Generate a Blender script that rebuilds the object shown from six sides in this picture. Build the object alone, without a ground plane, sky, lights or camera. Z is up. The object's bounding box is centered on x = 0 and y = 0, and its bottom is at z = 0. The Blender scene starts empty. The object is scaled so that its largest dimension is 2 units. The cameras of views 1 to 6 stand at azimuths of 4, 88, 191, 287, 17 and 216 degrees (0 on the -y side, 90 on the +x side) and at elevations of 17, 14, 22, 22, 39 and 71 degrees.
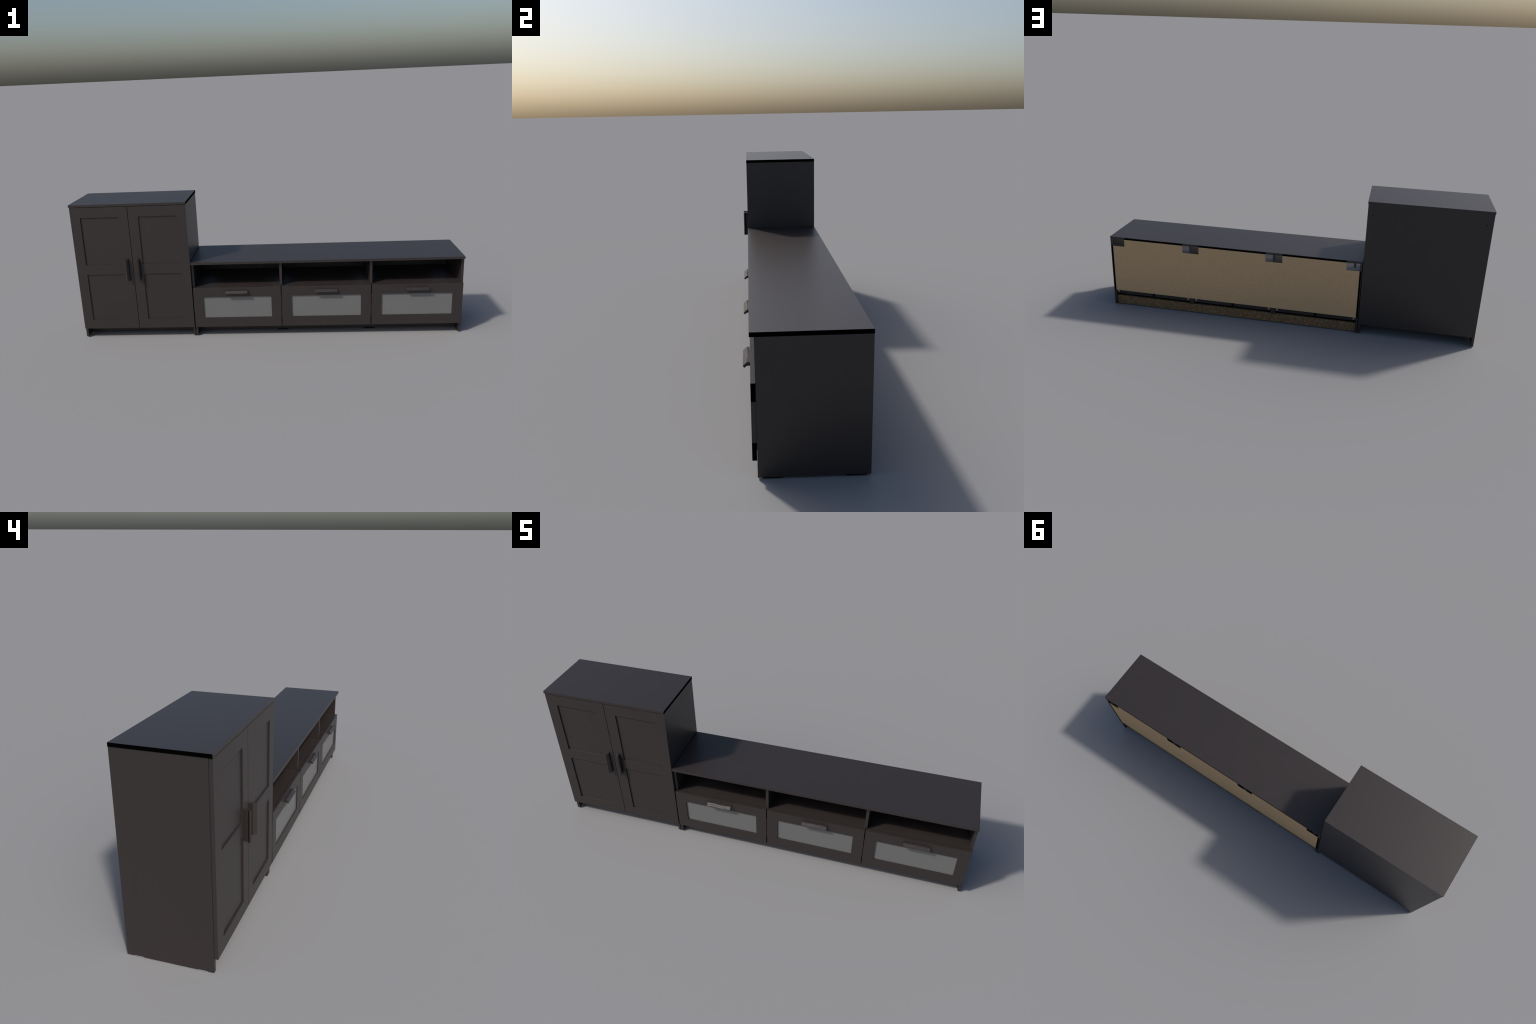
"""Dark brown living-room set: a two-door storage cabinet standing beside a long
low TV bench with three open bays over three glass-fronted drawers.
Everything is board furniture, so it is described as boards (axis-aligned boxes),
folded-strip handles and a few fittings.  Frame: metres, front faces -y."""
import bpy, bmesh, math
from mathutils import Vector

# ------------------------------------------------------------------ materials
def new_mat(name):
    m = bpy.data.materials.new(name)
    m.use_nodes = True
    nt = m.node_tree
    return m, nt, nt.nodes, nt.links, nt.nodes["Principled BSDF"]

def stretched_coords(nt, scale):
    tc = nt.nodes.new("ShaderNodeTexCoord")
    info = nt.nodes.new("ShaderNodeObjectInfo")
    off = nt.nodes.new("ShaderNodeVectorMath"); off.operation = 'SCALE'
    off.inputs[0].default_value = (7.3, 3.1, 5.7)
    nt.links.new(info.outputs["Random"], off.inputs["Scale"])
    add = nt.nodes.new("ShaderNodeVectorMath"); add.operation = 'ADD'
    nt.links.new(tc.outputs["Object"], add.inputs[0])
    nt.links.new(off.outputs[0], add.inputs[1])
    mp = nt.nodes.new("ShaderNodeMapping")
    mp.inputs["Scale"].default_value = scale
    nt.links.new(add.outputs[0], mp.inputs["Vector"])
    return mp.outputs[0]

def ramp(nt, fac, stops):
    r = nt.nodes.new("ShaderNodeValToRGB")
    while len(r.color_ramp.elements) < len(stops):
        r.color_ramp.elements.new(0.5)
    for e, (p, c) in zip(r.color_ramp.elements, stops):
        e.position = p
        e.color = (*c, 1)
    nt.links.new(fac, r.inputs[0])
    return r.outputs[0]

BROWN = (0.0292, 0.0230, 0.0219)

def foil(name, grain, rough=0.42, spec=0.5, bump=0.008, tone=BROWN, fine=150.0, along=5.0, relief=0.0006):
    """Black-brown foil with a barely visible grain along `grain` (0=x, 1=y, 2=z)."""
    m, nt, N, L, p = new_mat(name)
    sc = [fine, fine, fine]
    sc[grain] = along
    co = stretched_coords(nt, sc)
    n = N.new("ShaderNodeTexNoise")
    n.inputs["Scale"].default_value = 1.0
    n.inputs["Detail"].default_value = 3.0
    L.new(co, n.inputs["Vector"])
    col = ramp(nt, n.outputs["Fac"], [(0.3, tuple(c * 0.975 for c in tone)),
                                      (0.7, tuple(c * 1.025 for c in tone))])
    L.new(col, p.inputs["Base Color"])
    p.inputs["Roughness"].default_value = rough
    p.inputs["Specular IOR Level"].default_value = spec
    b = N.new("ShaderNodeBump")
    b.inputs["Strength"].default_value = bump
    b.inputs["Distance"].default_value = relief
    L.new(n.outputs["Fac"], b.inputs["Height"])
    L.new(b.outputs[0], p.inputs["Normal"])
    return m

def plain(name, col, rough=0.5, metallic=0.0, spec=0.5):
    m, nt, N, L, p = new_mat(name)
    p.inputs["Base Color"].default_value = (*col, 1)
    p.inputs["Roughness"].default_value = rough
    p.inputs["Metallic"].default_value = metallic
    p.inputs["Specular IOR Level"].default_value = spec
    return m

def mottled(name, stops, scale, detail, rough, spec):
    m, nt, N, L, p = new_mat(name)
    co = stretched_coords(nt, (scale, scale, scale))
    n = N.new("ShaderNodeTexNoise")
    n.inputs["Scale"].default_value = 1.0
    n.inputs["Detail"].default_value = detail
    n.inputs["Roughness"].default_value = 0.65
    L.new(co, n.inputs["Vector"])
    L.new(ramp(nt, n.outputs["Fac"], stops), p.inputs["Base Color"])
    p.inputs["Roughness"].default_value = rough
    p.inputs["Specular IOR Level"].default_value = spec
    return m

M_X = foil("foil_grain_across", 0)
M_Z = foil("foil_grain_upright", 2)
M_HX = foil("handle_foil_across", 0, rough=0.30, bump=1.0, fine=200.0, along=18.0, relief=0.0016)
M_HZ = foil("handle_foil_upright", 2, rough=0.42, bump=0.05)
M_BLACK = plain("strip_black", (0.0012, 0.0012, 0.0012), 0.9, spec=0.0)
M_HOLE = plain("hole_dark", (0.010, 0.010, 0.010), 0.6, spec=0.3)
M_PAD = plain("foot_pad_black", (0.004, 0.004, 0.004), 0.8, spec=0.1)
M_GLIDE = plain("glide_pale", (0.45, 0.45, 0.45), 0.5)
M_GLASS = plain("frosted_glass", (0.150, 0.152, 0.150), 0.30)
M_METAL = plain("slide_grey", (0.10, 0.11, 0.125), 0.5)
M_BIRCH = plain("drawer_side_pale", (0.36, 0.27, 0.17), 0.7, spec=0.2)
M_HARDBOARD = mottled("raw_hardboard",
                      [(0.30, (0.572, 0.380, 0.206)), (0.70, (0.640, 0.426, 0.234))],
                      60.0, 5.0, 0.9, 0.1)
M_CHIP = mottled("raw_chipboard",
                 [(0.30, (0.132, 0.078, 0.037)), (0.50, (0.210, 0.130, 0.065)),
                  (0.72, (0.305, 0.203, 0.120))],
                 75.0, 3.0, 0.9, 0.1)

# ------------------------------------------------------------------ builders
def thing(name, base, label, category):
    e = bpy.data.objects.new(name, None)
    e.empty_display_size = 0.1
    e.location = base
    e["label"] = label
    e["category"] = category
    bpy.context.scene.collection.objects.link(e)
    return e

def world_of(o):
    v = Vector((0, 0, 0))
    while o is not None:
        v += o.location
        o = o.parent
    return v

def link(name, mesh, parent, centre):
    o = bpy.data.objects.new(name, mesh)
    bpy.context.scene.collection.objects.link(o)
    o.parent = parent
    o.location = Vector(centre) - world_of(parent)
    return o

def add_box(bm, lo, hi, bevel=0.0):
    vs = [bm.verts.new((x, y, z)) for x in (lo[0], hi[0]) for y in (lo[1], hi[1]) for z in (lo[2], hi[2])]
    faces = []
    for q in ((0, 1, 3, 2), (4, 6, 7, 5), (0, 4, 5, 1), (2, 3, 7, 6), (0, 2, 6, 4), (1, 5, 7, 3)):
        faces.append(bm.faces.new([vs[i] for i in q]))
    if bevel:
        edges = list({e for f in faces for e in f.edges})
        bmesh.ops.bevel(bm, geom=edges, offset=bevel, segments=1, affect='EDGES')

def finish(bm, name, mats):
    bmesh.ops.recalc_face_normals(bm, faces=bm.faces)
    me = bpy.data.meshes.new(name)
    bm.to_mesh(me)
    bm.free()
    for m in mats:
        me.materials.append(m)
    return me

def board(name, parent, x, y, z, mat, bevel=0.0):
    """One board spanning the ranges x, y, z (world), its origin in its middle."""
    c = Vector(((x[0] + x[1]) / 2, (y[0] + y[1]) / 2, (z[0] + z[1]) / 2))
    bm = bmesh.new()
    add_box(bm, (x[0] - c.x, y[0] - c.y, z[0] - c.z), (x[1] - c.x, y[1] - c.y, z[1] - c.z), bevel)
    return link(name, finish(bm, name, [mat]), parent, c)

def again(src, parent, centre):
    o = src.copy()
    bpy.context.scene.collection.objects.link(o)
    o.parent = parent
    o.location = Vector(centre) - world_of(parent)
    return o

def folded_handle_mesh(name, length, mat):
    """Strip that leaves the front (profile in out/down plane) and folds 45 degrees
    down; extruded along its length.  Local: u = out (-y), v = down (-z), length x."""
    prof = [(-0.002, 0.0000), (0.0098, 0.0000), (0.0214, 0.0108),
            (0.0172, 0.0172), (0.0096, 0.0105), (-0.002, 0.0105)]
    bm = bmesh.new()
    ends = []
    for sx in (-length / 2, length / 2):
        ends.append([bm.verts.new((sx, -u, -v)) for u, v in prof])
    n = len(prof)
    for i in range(n):
        bm.faces.new((ends[0][i], ends[0][(i + 1) % n], ends[1][(i + 1) % n], ends[1][i]))
    bm.faces.new(ends[0])
    bm.faces.new(ends[1][::-1])
    bmesh.ops.bevel(bm, geom=list(bm.edges), offset=0.0003, segments=1, affect='EDGES')
    return finish(bm, name, [mat])

# ------------------------------------------------------------------ shared sizes
BACK = 0.1694          # rear plane
TOP_FRONT = -0.1485    # front edge of both tops
FRONT = -0.1480        # face of doors and drawers
CARCASS = -0.1346      # front edge of the side panels
RECESS = 0.0054        # depth of door panel / glass behind the frame
FRAME_BACK = -0.1352
SEAM = -0.3953         # where the two units meet
PLINTH_Y = (-0.0725, -0.0610)
FLOOR_GAP = 0.0021     # boards stand on pads of this height
END_STRIP = 0.0007

def top_panel(parent, x, z, rear=BACK):
    t = board("top_panel", parent, (x[0] + END_STRIP, x[1] - END_STRIP), (TOP_FRONT, rear), z, M_X, 0.0)
    for xa in ((x[0], x[0] + END_STRIP), (x[1] - END_STRIP, x[1])):
        board("black_end_strip", t, xa, (TOP_FRONT, rear), z, M_BLACK, 0.0)
    return t

def side_panels(parent, spans, z_top, pad_mat, pad_inset, pad_spans, rear):
    """Full-height sides that stand on two glides each."""
    for xs in spans:
        board("side_panel", parent, xs, (CARCASS, rear), (FLOOR_GAP, z_top), M_Z)
        for ys in pad_spans:
            board("foot_pad", parent, (xs[0] + pad_inset, xs[1] - pad_inset), ys,
                  (0.0, FLOOR_GAP + max(0.0, -pad_inset * 3)), pad_mat)

# ------------------------------------------------------------------ the cabinet
cab = thing("storage_cabinet", (-0.69765, 0, 0),
            "dark brown two-door cabinet with framed panel doors", "cabinet")
CX = (-1.0, SEAM)
CAB_TOP = (0.7224, 0.7348)
CAB_SIDES = ((-0.9982, -0.9860), (-0.4086, -0.3972))
top_panel(cab, CX, CAB_TOP)
side_panels(cab, CAB_SIDES, CAB_TOP[0], M_GLIDE, 0.0005, ((-0.1110, -0.0790), (0.1120, 0.1460)), BACK)
CIN = (CAB_SIDES[0][1], CAB_SIDES[1][0])
board("bottom_panel", cab, CIN, (CARCASS, 0.1620), (0.0526, 0.0646), M_X)
board("shelf", cab, CIN, (CARCASS + 0.02, 0.1600), (0.3800, 0.3916), M_X)
board("plinth", cab, CIN, PLINTH_Y, (0.0030, 0.0526), M_X)
# the back is one smooth dark sheet, flush with the rear edges, with two drilled holes
cback = board("back_panel", cab, CIN, (BACK - 0.0040, BACK), (0.0536, CAB_TOP[0]), M_Z)
for hx in (-0.4265, -0.9680):
    bm = bmesh.new()
    bmesh.ops.create_cone(bm, cap_ends=True, segments=20, radius1=0.0052, radius2=0.0052, depth=0.0016)
    bmesh.ops.rotate(bm, verts=bm.verts, matrix=__import__("mathutils").Matrix.Rotation(math.pi / 2, 3, 'X'))
    link("screw_hole", finish(bm, "screw_hole", [M_HOLE]), cback, (hx, BACK - 0.0005, 0.6646))

# framed doors: recessed panel, full-height stiles, three rails between them
handle_z = 0.1155
DOOR_Z = (0.0536, 0.7200)
for dx, hinge in (((-0.9962, -0.6975), -1), ((-0.6948, -0.3966), 1)):
    w = 0.0503
    inner = (dx[0] + w, dx[1] - w)
    door = board("door", cab, (inner[0] - 0.004, inner[1] + 0.004), (FRONT + RECESS, FRAME_BACK - 0.001),
                 (DOOR_Z[0] + 0.04, DOOR_Z[1] - 0.04), M_Z, 0.0)
    for xs in ((dx[0], inner[0]), (inner[1], dx[1])):
        board("stile", door, xs, (FRONT, FRAME_BACK), DOOR_Z, M_Z, 0.0)
    for zs in ((DOOR_Z[0], 0.1046), (0.3600, 0.4130), (0.6670, DOOR_Z[1])):
        board("rail", door, inner, (FRONT, FRAME_BACK), zs, M_X, 0.0)
    h = link("handle", folded_handle_mesh("handle", 0.1165, M_HZ), door,
             ((-0.7165 if hinge < 0 else -0.6757), FRONT, 0.3857))
    # upright; each flap folds away from the gap between the doors
    h.rotation_euler = (0, hinge * -math.pi / 2, 0)

# ------------------------------------------------------------------ the bench
bench = thing("tv_bench", (0.30235, 0, 0),
              "long low dark brown bench with three frosted glass drawers", "tv stand")
BX = (SEAM, 1.0)
B_TOP = (0.4009, 0.4134)
B_SIDES = ((-0.3935, -0.3817), (0.9863, 0.9991))
BIN = (B_SIDES[0][1], B_SIDES[1][0])
top_panel(bench, BX, B_TOP)
side_panels(bench, B_SIDES, B_TOP[0], M_PAD, -0.0003, ((-0.1225, -0.0670), (0.1025, 0.1580)), BACK - 0.0002)
SHELF = (0.2630, 0.2743)
DIVIDERS = (0.0709, 0.5348)
BACK_IN = 0.1655
board("shelf", bench, BIN, (CARCASS + 0.0012, BACK_IN), SHELF, M_X)
for dx in DIVIDERS:
    board("divider", bench, (dx - 0.0066, dx + 0.0066), (CARCASS, BACK - 0.0006), (SHELF[1], B_TOP[0]), M_Z, 0.0004)
    board("partition", bench, (dx - 0.0126, dx + 0.0126), (CARCASS + 0.001, BACK - 0.0035), (0.0536, SHELF[0]), M_Z, 0.0004)
    board("foot_pad", bench, (dx - 0.028, dx + 0.028), (-0.0755, -0.0605), (0.0, 0.0034), M_PAD, 0.0)
board("plinth", bench, BIN, PLINTH_Y, (0.0035, 0.0535), M_X)
board("chipboard_rail", bench, BIN, (0.1475, 0.1580), (0.0025, 0.0525), M_CHIP, 0.0)

# back panel: dark inside, raw hardboard outside, cable notches along its top edge
P_X, P_Z, NOTCH_Z = (-0.3905, 0.9955), (0.0907, 0.4108), 0.3600
NOTCHES = ((P_X[0], -0.3125), (0.0257, 0.1175), (0.4887, 0.5800), (0.9180, P_X[1]))
outline = [(P_X[0], P_Z[0]), (P_X[1], P_Z[0]), (P_X[1], NOTCH_Z), (0.9180, NOTCH_Z), (0.9180, B_TOP[0])]
for n0, n1 in (NOTCHES[2], NOTCHES[1]):
    outline += [(n1, B_TOP[0]), (n1, NOTCH_Z), (n0, NOTCH_Z), (n0, B_TOP[0])]
outline += [(NOTCHES[0][1], B_TOP[0]), (NOTCHES[0][1], NOTCH_Z), (P_X[0], NOTCH_Z)]
clip = lambda x: min(max(x, BIN[0]), BIN[1])
outline = [(clip(x), z) for x, z in outline]
bm = bmesh.new()
pc = Vector((0.3025, 0.1672, 0.25))
rim = [[bm.verts.new((x - pc.x, y - pc.y, z - pc.z)) for x, z in outline] for y in (BACK_IN, BACK)]
f_in = bm.faces.new(rim[0])
f_out = bm.faces.new(rim[1][::-1])
f_out.material_index = 1
k = len(outline)
for i in range(k):
    bm.faces.new((rim[0][i], rim[1][i], rim[1][(i + 1) % k], rim[0][(i + 1) % k])).material_index = 0
back = link("back_panel", finish(bm, "back_panel", [M_X, M_HARDBOARD]), bench, pc)
# black strips around the panel where it laps over the rear edges of top and sides
BORDER_Y = (BACK - 0.0002, BACK + 0.0004)
for x0, x1 in ((NOTCHES[0][1], NOTCHES[1][0]), (NOTCHES[1][1], NOTCHES[2][0]), (NOTCHES[2][1], NOTCHES[3][0])):
    board("black_border_strip", back, (x0, x1), BORDER_Y, (B_TOP[0], P_Z[1]), M_BLACK, 0.0)
for xs in ((P_X[0], BIN[0]), (BIN[1], P_X[1])):
    board("black_border_strip", back, xs, BORDER_Y, (P_Z[0], NOTCH_Z), M_BLACK, 0.0)
# corner brackets under the top, seen through the outer notches
for bx in (-0.3555, 0.9597):
    board("bracket", bench, (bx - 0.0056, bx + 0.0056), (0.1560, BACK - 0.0008), (0.3760, B_TOP[0]), M_Z, 0.0003)

# drawers
D_Z = (0.0529, 0.2740)
GLASS_Z = (0.1050, 0.2225)
STILE = 0.0508
RAILS = ((D_Z[0], GLASS_Z[0]), (GLASS_Z[1], D_Z[1]))
PITCH, MID, HALF = 0.4643, 0.3033, 0.2306
BOX_Y = (FRAME_BACK, 0.1630)
bays = ((BIN[0], DIVIDERS[0] - 0.0126), (DIVIDERS[0] + 0.0126, DIVIDERS[1] - 0.0126), (DIVIDERS[1] + 0.0126, BIN[1]))
handle_mesh = folded_handle_mesh("handle", 0.1165, M_HX)
for i, bay in enumerate(bays):
    cx = MID + (i - 1) * PITCH
    bl, br = bay[0] + 0.0155, bay[1] - 0.0155     # between the pale drawer sides
    zc = 0.15
    mid = Vector(((bl + br) / 2, 0.0, zc))
    bm = bmesh.new()
    add_box(bm, (bl - mid.x, 0.1430, 0.0638 - zc), (br - mid.x, 0.1530, 0.2300 - zc))       # rear board
    add_box(bm, (bl - mid.x, BOX_Y[0], 0.0745 - zc), (br - mid.x, 0.1429, 0.0780 - zc))      # floor
    drawer = link("drawer", finish(bm, "drawer", [M_X]), bench, mid)
    for xs in ((bl - 0.0085, bl - 0.0002), (br + 0.0002, br + 0.0085)):
        board("drawer_side", drawer, xs, BOX_Y, (0.0730, 0.2300), M_BIRCH, 0.0)
    for xs in ((bay[0] + 0.0004, bl - 0.0088), (br + 0.0088, bay[1] - 0.0004)):
        board("slide", drawer, xs, (BOX_Y[0] + 0.01, BOX_Y[1] - 0.0020), (0.0715, 0.1050), M_METAL, 0.0012)
    board("floor_clip", drawer, (mid.x - 0.0072, mid.x + 0.0072), (0.1490, 0.1540), (0.0618, 0.0930), M_PAD, 0.002)
    x0, x1 = cx - HALF, cx + HALF
    for xs in ((x0, x0 + STILE), (x1 - STILE, x1)):
        board("stile", drawer, xs, (FRONT, FRAME_BACK), GLASS_Z, M_Z, 0.0)
    for zs in RAILS:
        board("rail", drawer, (x0 + END_STRIP, x1 - END_STRIP), (FRONT, FRAME_BACK), zs, M_X, 0.0)
        for xs in ((x0, x0 + END_STRIP), (x1 - END_STRIP, x1)):
            board("black_end_strip", drawer, xs, (FRONT, FRAME_BACK), zs, M_BLACK, 0.0)
    board("glass_pane", drawer, (x0 + STILE - 0.003, x1 - STILE + 0.003), (FRONT + RECESS, FRAME_BACK - 0.002),
          (GLASS_Z[0] - 0.003, GLASS_Z[1] + 0.003), M_GLASS, 0.0)
    link("handle", handle_mesh, drawer, (cx - 0.0005, FRONT, 0.2573))
